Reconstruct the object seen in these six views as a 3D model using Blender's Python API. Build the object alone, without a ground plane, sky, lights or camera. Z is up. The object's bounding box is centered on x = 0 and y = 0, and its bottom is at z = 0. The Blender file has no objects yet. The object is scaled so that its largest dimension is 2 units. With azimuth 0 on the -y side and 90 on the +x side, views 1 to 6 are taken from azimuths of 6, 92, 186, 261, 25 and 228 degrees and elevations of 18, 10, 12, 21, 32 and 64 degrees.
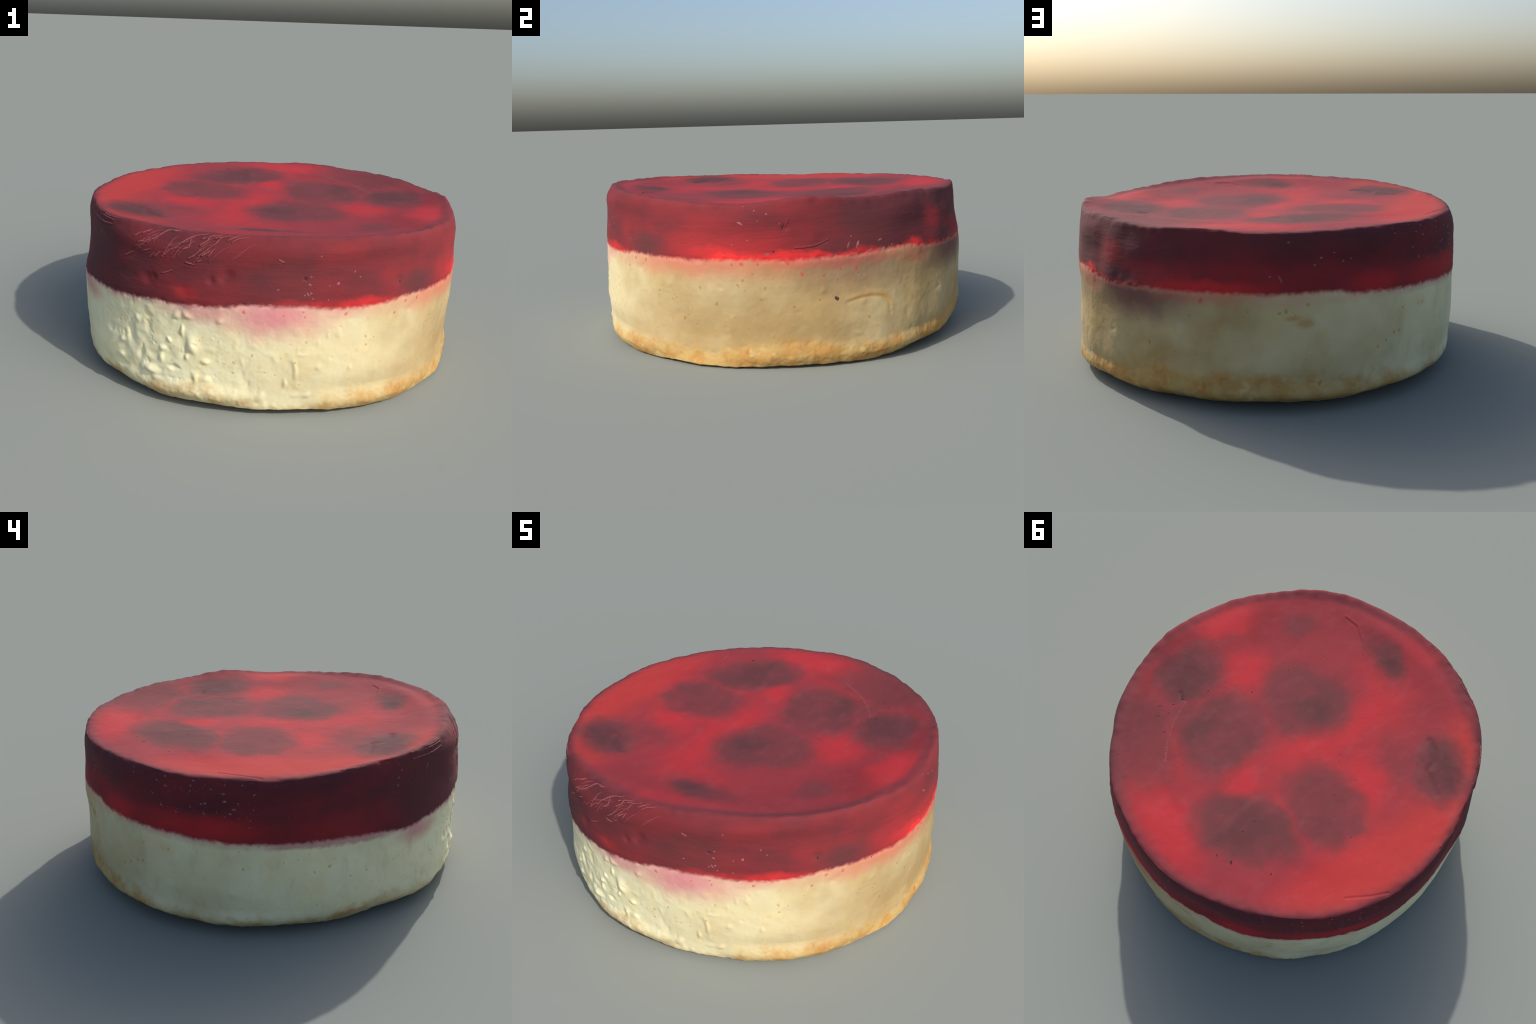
"""Round berry cheesecake: a biscuit base, a thick curd filling and a set red jelly with fruit in it.

The cake is described as a body of revolution whose profile radius, rim height and foot height vary
gently with the azimuth (low harmonics), plus relief: curd lumps, jelly dents, wiped ridges, a dished top.
Azimuth 0 is the -y side, 90 the +x side.
"""
import bpy, math, random
import numpy as np

rng = np.random.default_rng(7)
random.seed(7)
TAU = 2 * math.pi

# ------------------------------------------------------------------ proportions
# rows: levels from foot to rim; columns: mean radius, then cos/sin harmonics of the angle from +x
SIDE_LEVELS = [0, 0.06, 0.16, 0.3, 0.45, 0.55, 0.65, 0.8, 0.92, 1.]
SIDE_RADII = [
    [0.9383, 0.0236, -0.0331, 0.0001, -0.0069, 0.0022, 0.0041, 0.0023, 0.0019, -0.0014, 0.0005, -0.0026, -0.0056, 0.002, 0.0013, -0.0012, 0.0006, -0.0044, 0.0001],
    [0.9831, 0.0083, -0.0126, -0.0102, -0.0018, 0.0035, 0.0068, -0.0082, 0.0024, -0.0024, 0.0077, 0.0027, -0.0032, 0.0072, -0.0021, 0.0019, -0.0044, -0.0029, -0.0004],
    [0.9862, 0.0003, -0.009, -0.0121, 0.0074, -0.0027, -0.0009, -0.0035, 0, -0.0014, 0.0091, 0.003, -0.0031, 0.0018, -0.0029, 0.0016, -0.001, 0.0003, -0.0021],
    [0.9882, -0.0041, -0.005, -0.008, 0.0055, -0.0007, 0.0001, -0.0016, -0.0029, -0.0003, 0.0055, 0.0016, -0.0021, -0.0004, -0.002, 0.0001, 0.0002, 0.0012, -0.0013],
    [0.988, -0.0058, -0.0049, -0.0081, 0.0027, 0.0015, -0.0012, -0.0013, -0.0057, 0.0009, 0.0018, 0.0002, -0.0017, -0.0006, -0.0021, 0, -0.0009, 0.0013, 0.0003],
    [0.9893, -0.0062, -0.0045, -0.0102, 0.0026, 0.0035, -0.0013, -0.0021, -0.0059, 0.0007, 0.001, -0.0003, -0.0019, -0.0003, -0.002, 0.0002, -0.0017, 0.0003, 0.0019],
    [0.9896, -0.0036, -0.0031, -0.0115, 0.0014, 0.0054, 0.0015, -0.0029, -0.0066, -0.0015, 0.0008, 0.0023, -0.0027, 0.0002, -0.0003, -0.0008, -0.0017, -0.0014, 0.0013],
    [0.979, -0.0036, -0.0016, -0.0088, -0.0042, 0.0079, 0.0044, -0.0008, -0.0042, -0.0045, 0.0009, 0.0028, -0.0034, 0.0011, -0.0014, -0.0005, -0.0014, -0.0004, 0.0012],
    [0.9714, -0.0071, -0.0037, -0.0059, -0.005, 0.0105, 0.0027, -0.0001, -0.0043, -0.0037, 0.0029, 0.0015, -0.0034, -0.0004, -0.0022, 0.0007, -0.0022, 0.0009, -0.0007],
    [0.9523, -0.0029, 0.0023, -0.0038, -0.0067, 0.0052, -0.0014, 0.0018, -0.0053, 0.0012, 0.0034, -0.0002, -0.0011, 0.0005, 0.0017, 0.0011, -0.0011, -0.0031, -0.0025],
]
RIM_HEIGHT = [0.7906, -0.0017, -0.0122, -0.0095, 0.0048, 0.0017, 0.0058, -0.0002, 0.0015, 0.0017, 0.0015, 0.0004, 0.0023, 0.001, -0.0004, 0.0014, 0.0009, 0.0024, 0.001, 0, 0.0018, 0.0003, 0.002, -0.0005, 0.0015]
FOOT_HEIGHT = [0.013, -0.0027, 0.0028, -0.0034, -0.0009, -0.0025, 0.0029, 0.0054, 0.0016, 0.0002, -0.0024, -0.0011, -0.0015, 0.0002, 0.0009, 0.0012, 0.0011, -0.001, 0.0024, -0.0003, -0.0008, 0.0011, 0.0019, -0.0005, -0.0009, -0.0014, 0.0002, 0.0016, -0.0005, 0, -0.0011, 0.0001, 0.0003]
# height of the seam between jelly and filling, every 7.5 degrees of azimuth from -180
SEAM = [.534, .530, .532, .534, .519, .513, .504, .501, .493, .489, .485, .483, .481, .478, .469, .465,
        .452, .463, .467, .472, .485, .499, .500, .509, .526, .525, .523, .510, .508, .513, .520, .519,
        .518, .515, .521, .522, .515, .519, .524, .526, .540, .539, .529, .521, .526, .531, .531, .532]
# height of the baked base, every 7.5 degrees of azimuth from -180
CRUST = [.172, .172, .178, .150, .135, .118, .116, .106, .095, .090, .090, .100, .074, .079, .105, .150,
         .136, .118, .094, .099, .098, .102, .118, .100, .088, .046, .050, .094, .112, .110, .100, .090,
         .100, .084, .099, .122, .130, .133, .120, .107, .105, .130, .134, .132, .150, .195, .190, .172]
# top face: dips and swells (x, y, radius_x, radius_y, rotation, height)
TOP_FORM = [
    (0.45, 0.45, .42, .36, -45, -.014), (0.0, 0.30, .60, .45, 0, -.008), (-.20, .76, .42, .16, 20, .008),
    (-.25, -.12, .40, .42, 0, .006), (.10, -.83, .36, .10, 0, .010), (.28, -.83, .25, .08, 15, .006), (.81, -.38, .12, .30, 20, .010), (-.69, -.58, .10, .14, 45, .008), (.55, .25, .20, .30, 0, -.008), (-.70, .44, .20, .13, 35, -.007),
]
# the broad hollow of the top: x, y, radius_x, radius_y, depth
HOLLOW = (.02, -.30, .76, .56, -.036)
# slow bulges and hollows of the wall: azimuth, height, spread in degrees, spread in height, amount
WALL_FORM = [
    (52, .36, 18, .34, .012), (62, .06, 10, .07, .008), (30, .77, 22, .05, .016), (32, .10, 14, .07, -.028), 
    (138, .42, 13, .34, -.006), (131, .63, 6, .06, -.008), (133, .11, 8, .05, -.006), (153, .69, 6, .06, .014), (140, .05, 17, .08, -.013), (90, .5, 14, .5, -.004), (270, .4, 14, .4, -.004),
    (207, .63, 16, .09, -.027), (210, .27, 13, .14, .020), (225, .13, 12, .08, .014), (295, .58, 14, .09, -.012),
    (302, .70, 16, .06, -.009), (311, .21, 10, .10, .014), (288, .44, 6, .10, -.006), (329, .17, 8, .07, -.010), (324, .64, 8, .05, .012),
    (270, .60, 10, .08, .006), (277, .10, 8, .06, .008), (322, .02, 18, .05, .014), 
]
# the rim and the foot stand higher or lower here: azimuth, spread, amount
RIM_FORM = [(147, 8, .008), (169, 9, .008), (203, 12, .006), (240, 12, -.004), (34, 34, .013), (105, 30, .003)]
FOOT_FORM = [(308, 30, .020), (238, 12, .010), (110, 40, -.004)]


def harmonics(n, th):
    cols = [np.ones_like(th)]
    for k in range(1, n + 1):
        cols += [np.cos(k * th), np.sin(k * th)]
    return np.stack(cols, -1)


def level_weights(levels, t):
    """smooth (Hermite) interpolation weights between the profile levels"""
    x = np.asarray(levels)
    n = len(x)
    out = np.zeros((len(t), n))
    j = np.clip(np.searchsorted(x, t, side='right') - 1, 0, n - 2)
    h = x[j + 1] - x[j]
    s = (t - x[j]) / h
    for i in range(n):
        y = np.zeros(n)
        y[i] = 1
        d = np.gradient(y, x)
        out[:, i] = ((2*s**3 - 3*s**2 + 1) * y[j] + (s**3 - 2*s**2 + s) * h * d[j]
                     + (-2*s**3 + 3*s**2) * y[j + 1] + (s**3 - s**2) * h * d[j + 1])
    return out


def ring_curve(values, az):
    """periodic smooth curve through values spaced evenly in azimuth, starting at -180 degrees"""
    v = np.asarray(values)
    n = len(v)
    u = ((az + 180) % 360) / 360 * n
    i = np.floor(u).astype(int)
    s = u - i
    g = lambda k: v[(i + k) % n]
    return g(0) + .5*s*(g(1) - g(-1) + s*(2*g(-1) - 5*g(0) + 4*g(1) - g(2) + s*(3*(g(0) - g(1)) + g(2) - g(-1))))


def smooth01(a, b, x):
    s = np.clip((x - a) / (b - a), 0, 1)
    return s * s * (3 - 2 * s)


# ------------------------------------------------------------------ gradient noise
_perm = np.random.default_rng(11).permutation(512)
_grad = np.random.default_rng(12).normal(size=(512, 3))
_grad /= np.linalg.norm(_grad, axis=1, keepdims=True)


def noise(p, freq, seed=0):
    q = p * freq + 31.7 * (seed + 1)
    i = np.floor(q).astype(int)
    f = q - i
    w = f * f * f * (f * (f * 6 - 15) + 10)
    total = 0
    for dx in (0, 1):
        wx = w[..., 0] if dx else 1 - w[..., 0]
        for dy in (0, 1):
            wy = w[..., 1] if dy else 1 - w[..., 1]
            for dz in (0, 1):
                wz = w[..., 2] if dz else 1 - w[..., 2]
                h = _perm[(_perm[(_perm[(i[..., 0] + dx) % 512] + i[..., 1] + dy) % 512] + i[..., 2] + dz) % 512]
                g = _grad[h]
                total = total + wx * wy * wz * (g[..., 0]*(f[..., 0]-dx) + g[..., 1]*(f[..., 1]-dy) + g[..., 2]*(f[..., 2]-dz))
    return total * 1.5


# ------------------------------------------------------------------ the whole skin as one grid
N_SIDE, N_TOP, N_FOOT = 330, 150, 22
# columns: closer together where the jelly was wiped and the curd is lumpy (azimuth 300 to 365)
raw = np.linspace(0, 360, 3600, endpoint=False)
density = 1 + 1.3 * np.exp(-(((raw - 335 + 180) % 360 - 180) / 28.0) ** 4)
cum = np.concatenate([[0], np.cumsum(density)])
N_COL = 1500
AZ = np.interp(np.arange(N_COL) / N_COL * cum[-1], cum, np.concatenate([raw, [360]]))
TH = np.radians(AZ - 90)

rk = harmonics(9, TH) @ np.array(SIDE_RADII).T
z_rim = harmonics(12, TH) @ np.array(RIM_HEIGHT)
z_foot = harmonics(16, TH) @ np.array(FOOT_HEIGHT)


def turn_bump(az, mid, spread):
    return np.exp(-(((az - mid + 180) % 360 - 180) / spread) ** 2)


for mid, spread, amount in RIM_FORM:
    z_rim = z_rim + amount * turn_bump(AZ, mid, spread)
for mid, spread, amount in FOOT_FORM:
    z_foot = z_foot + amount * turn_bump(AZ, mid, spread)
t_side = np.linspace(0, 1, N_SIDE)
r_side = rk @ level_weights(SIDE_LEVELS, t_side).T
z_side = z_foot[:, None] + (z_rim - z_foot)[:, None] * t_side
for mid, h, spread, tall, amount in WALL_FORM:
    r_side = r_side + amount * turn_bump(AZ, mid, spread)[:, None] * np.exp(-((z_side - h) / tall) ** 2)

rho_foot = np.linspace(0.02, 1, N_FOOT, endpoint=False) ** .6
r_foot = r_side[:, :1] * rho_foot
z_ft = z_foot[:, None] * smooth01(.80, 1.0, rho_foot) + 0 * r_foot

u = np.linspace(0, 1, N_TOP + 1)[1:]
rho_top = 1 - (0.0026 * N_TOP * u + (1 - 0.0026 * N_TOP - 0.004) * u ** 2.2)
r_top = r_side[:, -1:] * rho_top
# rim heights fade inward as a stretched film would
coef = np.array(RIM_HEIGHT)
film = coef[0] + 0 * r_top
for k in range(1, 13):
    film = film + rho_top ** k * (coef[2*k-1] * np.cos(k*TH) + coef[2*k] * np.sin(k*TH))[:, None]
xt, yt = r_top * np.cos(TH)[:, None], r_top * np.sin(TH)[:, None]
film = film + (z_rim - harmonics(12, TH) @ coef)[:, None] * rho_top ** 8
film = film - .0125 * (1 - rho_top ** 4)
hx, hy, ha, hb, hd = HOLLOW
film = film + hd * np.exp(-(np.sqrt(((xt - hx) / ha) ** 2 + ((yt - hy) / hb) ** 2)) ** 3.2) * smooth01(1, .93, rho_top)
for cx, cy, a, b, rot, h in TOP_FORM:
    c, s = math.cos(math.radians(rot)), math.sin(math.radians(rot))
    du, dv = ((xt-cx)*c + (yt-cy)*s) / a, (-(xt-cx)*s + (yt-cy)*c) / b
    film = film + h * np.exp(-(du*du + dv*dv)) * smooth01(1, .85, rho_top)

R = np.concatenate([r_foot, r_side, r_top], 1)
Z = np.concatenate([z_ft, z_side, film], 1)
NJ = R.shape[1]
J_RIM = N_FOOT + N_SIDE - 1


def soften(R, Z, centre, half, times):
    """rounds the profile around one row"""
    j = np.arange(NJ)
    w = np.clip(1 - np.abs(j - centre) / half, 0, 1)[1:-1] * .5
    R, Z = R.copy(), Z.copy()
    for _ in range(times):
        for A in (R, Z):
            A[:, 1:-1] += w * (.5 * (A[:, :-2] + A[:, 2:]) - A[:, 1:-1])
    return R, Z


Rs, Zs = soften(R, Z, J_RIM, 16, 60)
Rw, Zw = soften(R, Z, J_RIM, 34, 260)
round_more = (np.exp(-(((AZ - 50 + 180) % 360 - 180) / 34) ** 2))[:, None] * .45
R = Rs + (Rw - Rs) * round_more
Z = Zs + (Zw - Zs) * round_more
R, Z = soften(R, Z, N_FOOT, 5, 8)

P = np.stack([R * np.cos(TH)[:, None], R * np.sin(TH)[:, None], Z], -1)


def grid_normals(P):
    du = np.roll(P, -1, 0) - np.roll(P, 1, 0)
    dv = np.gradient(P, axis=1)
    n = np.cross(du, dv)
    return n / np.maximum(np.linalg.norm(n, axis=-1, keepdims=True), 1e-12)


NRM = grid_normals(P)
AZG = np.broadcast_to(AZ[:, None], R.shape)
seam = ring_curve(SEAM, AZ)
crust = ring_curve(CRUST, AZ)


def az_diff(a, b):
    return (a - b + 180) % 360 - 180


# ---- relief
on_side = np.zeros(NJ); on_side[N_FOOT:J_RIM + 1] = 1
in_jelly = smooth01(-.012, .012, Z - seam[:, None]) * on_side
in_crust = smooth01(.02, -.02, Z - crust[:, None]) * on_side
in_curd = np.clip(on_side - in_jelly - in_crust, 0, 1)
n4, n9, n22, n55 = noise(P, 4, 1), noise(P, 9, 2), noise(P, 22, 3), noise(P, 55, 4)
D = np.zeros_like(R)
# curd: soft unevenness, grain, and a lumpy torn patch
D += in_curd * (.0030 * n4 + .0022 * n9 + .0011 * n22 + .0005 * n55)
LUMPS = [(346.2, .307, .026, .042, .012), (334.6, .158, .030, .022, .014), (349.4, .242, .018, .016, .008), (347.2, .162, .018, .026, .008), (341.8, .445, .024, .018, .007),
         (330.1, .377, .018, .016, .006), (337.7, .27, .016, .016, .008), (339.5, .322, .010, .012, .007), (324.3, .247, .020, .016, .008), (323.5, .162, .024, .016, .008),
         (337.2, .227, .014, .022, .007), (344.6, .253, .012, .014, .008), (345.5, .445, .022, .016, .007), (350.2, .146, .018, .016, .006), (343.5, .365, .010, .026, .007),
         (353.3, .443, .022, .014, .005), (4.1, .101, .020, .028, .006), (13, .232, .012, .034, .006), (23.8, .396, .010, .026, .004), (15.9, .104, .020, .016, .006),
         (9.7, .179, .010, .020, .006), (18.2, .245, .010, .014, .003), (328, .30, .030, .05, -.010), (334, .36, .02, .03, -.006), (341, .19, .03, .014, -.008), (331, .22, .016, .03, -.008)]
for _ in range(60):       # the torn, lumpy patch
    LUMPS.append((random.gauss(331, 9), random.uniform(.08, .46), random.uniform(.014, .034), random.uniform(.012, .034), random.uniform(-.005, .004)))
for _ in range(50):       # fine pits and crumbs in it
    LUMPS.append((random.gauss(335, 9), random.uniform(.12, .47), random.uniform(.006, .011), random.uniform(.006, .012), random.uniform(-.003, .0015)))
for _ in range(60):       # a livelier front
    LUMPS.append((random.gauss(8, 16), random.uniform(.04, .36), random.uniform(.008, .020), random.uniform(.010, .026), random.uniform(-.0018, .0032)))
for _ in range(90):       # here and there all round
    LUMPS.append((random.uniform(0, 360), random.uniform(.06, .48), random.uniform(.010, .030), random.uniform(.010, .030), random.uniform(-.003, .003)))
bend_az, bend_z = np.degrees(.020 * n9 + .005 * n22), .020 * noise(P, 10, 31) + .005 * noise(P, 24, 32)
for az, h, ra, rb, amount in LUMPS:
    near = np.where(np.abs(az_diff(AZ, az)) < np.degrees(3 * ra))[0]
    d2 = (np.radians(az_diff(AZG[near] + bend_az[near], az)) * .98 / ra) ** 2 + ((Z[near] + bend_z[near] - h) / rb) ** 2
    D[near] += amount * np.exp(-d2 - .25 * d2 * d2) * np.clip(on_side - in_jelly[near], 0, 1)
# base: crumbly edge
D += in_crust * (.004 * n9 + .0035 * n22 + .0014 * n55)
# jelly side: faint horizontal wiping, soft waves
D += in_jelly * (.0035 * n4 + .0009 * noise(P * [1, 1, 5], 7, 12) + .0005 * noise(P * [1, 1, 6], 18, 13) + .0003 * n55)
# ragged lip where the jelly meets the curd
lip = np.exp(-((Z - seam[:, None]) / .012) ** 2) * on_side
D += lip * (.004 * n22 + .002 * n55)
# upright folds on one side: azimuth, half width, height, lean, lowest and highest level
for az, w, hgt, lean, lo_, hi_ in [(145, 7, .006, 2, .06, .40), (143, 5, .0045, 4, .52, .80), (136, 4.5, -.004, 5, .50, .80), (162, 5, .003, 10, .52, .80), (131, 5, .003, 0, .08, .45)]:
    tent = np.clip(1 - np.abs(az_diff(AZG, az + lean * (Z - .66))) / w, 0, 1)
    D += hgt * (.35 * tent + .65 * tent * tent * (3 - 2 * tent)) * smooth01(lo_ - .05, lo_ + .05, Z) * smooth01(hi_ + .03, hi_ - .06, Z) * on_side
# top face: fine waves
on_top = np.zeros(NJ); on_top[J_RIM:] = 1
flat = on_top * smooth01(1, .93, np.concatenate([np.full(NJ - N_TOP, 1.0), rho_top]))
D += flat * (.0030 * n4 + .0012 * n9 + .0006 * n22 + .0003 * n55)
# rim: shallow waves
rimband = np.exp(-((np.arange(NJ) - J_RIM) / 14.0) ** 2)
D += rimband * (.0055 * n9 + .0035 * n22)

# dents in the jelly side: azimuth, height, radius, depth
for az, h, rad, depth in [(333.7, .587, .030, .010), (351, .621, .016, .007), (355.1, .649, .026, .010), (354.1, .625, .018, .006),
                          (335.6, .602, .016, .006), (344, .560, .03, .005), (14, .645, .008, .006), (91, .66, .014, .006),
                          (41, .60, .02, .006), (101, .60, .03, .004), (150, .575, .03, .004), (145.5, .555, .016, .004)]:
    d2 = ((np.radians(az_diff(AZG, az)) * .98) ** 2 + (Z - h) ** 2) / rad ** 2
    D -= depth * np.exp(-d2) * on_side


def stroke_field(points, width, px, py):
    """distance-based ridge (with a groove below it) along a polyline in a 2D chart"""
    best = np.full(px.shape, 9e9)
    side = np.zeros(px.shape)
    for (ax, ay), (bx, by) in zip(points[:-1], points[1:]):
        dx, dy = bx - ax, by - ay
        L2 = dx*dx + dy*dy
        s = np.clip(((px - ax) * dx + (py - ay) * dy) / L2, 0, 1)
        ex, ey = px - ax - s*dx, py - ay - s*dy
        d2 = ex*ex + ey*ey
        sg = (dx * ey - dy * ex) / math.sqrt(L2)
        m = d2 < best
        best = np.where(m, d2, best)
        side = np.where(m, sg, side)
    return np.exp(-best / width**2), side


# ridges smeared up the jelly by a spatula: polylines of (azimuth, height)
WIPES = [[(333, .795), (330.8, .772)], [(330, .773), (328.6, .755)], [(340, .81), (337.9, .803), (336.1, .78), (332.8, .74)],
         [(341.3, .81), (339.4, .803)], [(332.1, .745), (330, .735)], [(349, .812), (346.6, .802), (345, .79), (343.3, .771), (341.3, .743)],
         [(340.9, .742), (337.5, .694)], [(337.2, .714), (335.6, .689)], [(335.3, .702), (333.9, .679)], [(334.1, .717), (332, .702)],
         [(328.6, .686), (325.2, .656)], [(349, .797), (348, .789)], [(352.6, .812), (350, .802), (349.4, .785), (347.7, .763)],
         [(354.8, .812), (352.7, .800), (351.3, .769)], [(356.8, .815), (354.5, .794)], [(359.3, .815), (357, .803), (355.6, .788)],
         [(345.1, .784), (344.9, .754), (343.2, .74)], [(347.8, .746), (346.6, .723), (345, .705)], [(349.8, .75), (347.6, .721)],
         [(351.4, .756), (350.1, .724)], [(350.6, .748), (348.4, .723)], [(352.6, .805), (351.2, .798)], [(348.4, .704), (347.4, .697)],
         [(340.8, .645), (339.5, .632), (337.8, .623)], [(344.3, .688), (346.5, .682)], [(304.5, .80), (309.5, .795), (314.1, .793), (318.4, .797)],
         [(303.5, .762), (311.4, .758), (317.5, .766)], [(310.9, .784), (317.6, .785)], [(292, .79), (299, .787), (304, .79)],
         [(280, .785), (287, .782)], [(7.2, .728), (8.6, .716)], [(92, .70), (91, .66), (90.6, .645)], [(93.7, .568), (99, .575), (103, .60)]]
for k in range(24):       # finer hairlines in the same fan
    a0 = random.uniform(330, 362)
    run, drop = random.uniform(2.0, 5.5), random.uniform(.03, .075)
    top_h = .815 - random.uniform(0, .07)
    WIPES.insert(0, [(a0, top_h), (a0 - .45 * run, top_h - .32 * drop), (a0 - run, top_h - drop)])


def flowing(points, per=5):
    """Catmull-Rom curve through the points"""
    q = [tuple(2 * a - b for a, b in zip(points[0], points[1]))] + list(points) + [tuple(2 * a - b for a, b in zip(points[-1], points[-2]))]
    out = []
    for i in range(1, len(q) - 2):
        for s in np.linspace(0, 1, per, endpoint=False):
            out.append(tuple(.5 * (2*b + (c - a)*s + (2*a - 5*b + 4*c - d)*s*s + (3*b - a - 3*c + d)*s**3) for a, b, c, d in zip(q[i-1], q[i], q[i+1], q[i+2])))
    return out + [points[-1]]


WIPES = [flowing(w) for w in WIPES]
j0, j1 = N_FOOT, J_RIM + 6
ca = np.radians(az_diff(AZG[:, j0:j1], 330)) * .97
cz = Z[:, j0:j1]
for k, w in enumerate(WIPES):
    pts = [(math.radians((a - 330 + 180) % 360 - 180) * .97, h) for a, h in w]
    lo, hi = min(p[0] for p in pts) - .05, max(p[0] for p in pts) + .05
    cols = np.where((ca[:, 0] > lo) & (ca[:, 0] < hi))[0]
    wob = .002 * n55[cols, j0:j1]
    fine = .0026 if k < 24 else .0036
    ridge, side = stroke_field(pts, fine, ca[cols] + wob, cz[cols] + wob)
    groove, _ = stroke_field([(p[0] - .004, p[1] - .006) for p in pts], .0036, ca[cols] + wob, cz[cols] + wob)
    D[cols, j0:j1] += .8 * fine * ridge - .35 * fine * groove

# a curved scar with a raised edge in the curd
scar = [((math.radians(a - 115) * .98), h) for a, h in flowing([(108.5, .314), (112, .328), (116, .333), (119.6, .322), (121.3, .295), (121.5, .245)])]
cols = np.where(np.abs(az_diff(AZ, 115)) < 12)[0]
sx = np.radians(az_diff(AZG[cols, j0:j1], 115)) * .98
ridge, _ = stroke_field(scar, .014, sx, Z[cols, j0:j1])
shadow, _ = stroke_field([(x_ - .004, h - .014) for x_, h in scar], .010, sx, Z[cols, j0:j1])
D[cols, j0:j1] += .0018 * ridge - .0028 * shadow

# creases of the top face: polyline, width, height
X, Y = P[..., 0], P[..., 1]
TOP_CREASES = [
    ([(.60, .22), (.54, .28), (.48, .40), (.43, .48), (.36, .55), (.29, .62), (.20, .65), (.08, .67), (-.07, .71), (-.16, .715)], .030, .003),
    ([(-.46, -.542), (-.517, -.517), (-.563, -.472), (-.575, -.41), (-.621, -.39), (-.701, -.353)], .018, -.005),
    ([(-.49, -.46), (-.543, -.44), (-.581, -.356)], .026, .003),
    ([(.406, -.728), (.316, -.737), (.236, -.697)], .007, .002),
    ([(.395, -.718), (.312, -.726), (.240, -.687)], .007, -.0018),
    ([(-.809, .365), (-.846, .312), (-.881, .263), (-.919, .188)], .006, -.003),
    ([(.56, .305), (.60, .29)], .012, -.004),
]
for pts, w, h in TOP_CREASES:
    f, _ = stroke_field(pts, w, X[:, J_RIM:], Y[:, J_RIM:])
    D[:, J_RIM:] += h * f

D[:, :N_FOOT] *= 0
P = P + NRM * D[..., None]

# ---- settle in the frame: centred, standing on z = 0, longest side 2 m
lo, hi = P.reshape(-1, 3).min(0), P.reshape(-1, 3).max(0)
scale = 2.0 / max(hi - lo)
shift = np.array([(lo[0] + hi[0]) / 2, (lo[1] + hi[1]) / 2, lo[2]])
P = (P - shift) * scale
NRM = grid_normals(P)

# ------------------------------------------------------------------ colours (linear base colours)
def rgb(r, g, b):
    return (r, g, b, 1)


COL = dict(
    jelly_bright=rgb(.37, .015, .022), jelly_mid=rgb(.225, .019, .027), jelly_deep=rgb(.19, .012, .017), jelly_orange=rgb(.36, .026, .020),
    fruit=rgb(.098, .023, .026), fruit_light=rgb(.140, .024, .029), fruit_dark=rgb(.058, .018, .020),
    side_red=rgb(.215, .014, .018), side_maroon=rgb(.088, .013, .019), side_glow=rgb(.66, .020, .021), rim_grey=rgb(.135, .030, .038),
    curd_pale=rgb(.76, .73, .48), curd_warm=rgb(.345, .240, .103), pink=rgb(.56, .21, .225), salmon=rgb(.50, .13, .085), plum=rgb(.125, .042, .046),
    baked=rgb(.41, .225, .062), baked_dark=rgb(.31, .15, .042), baked_pale=rgb(.46, .305, .10),
)


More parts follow.
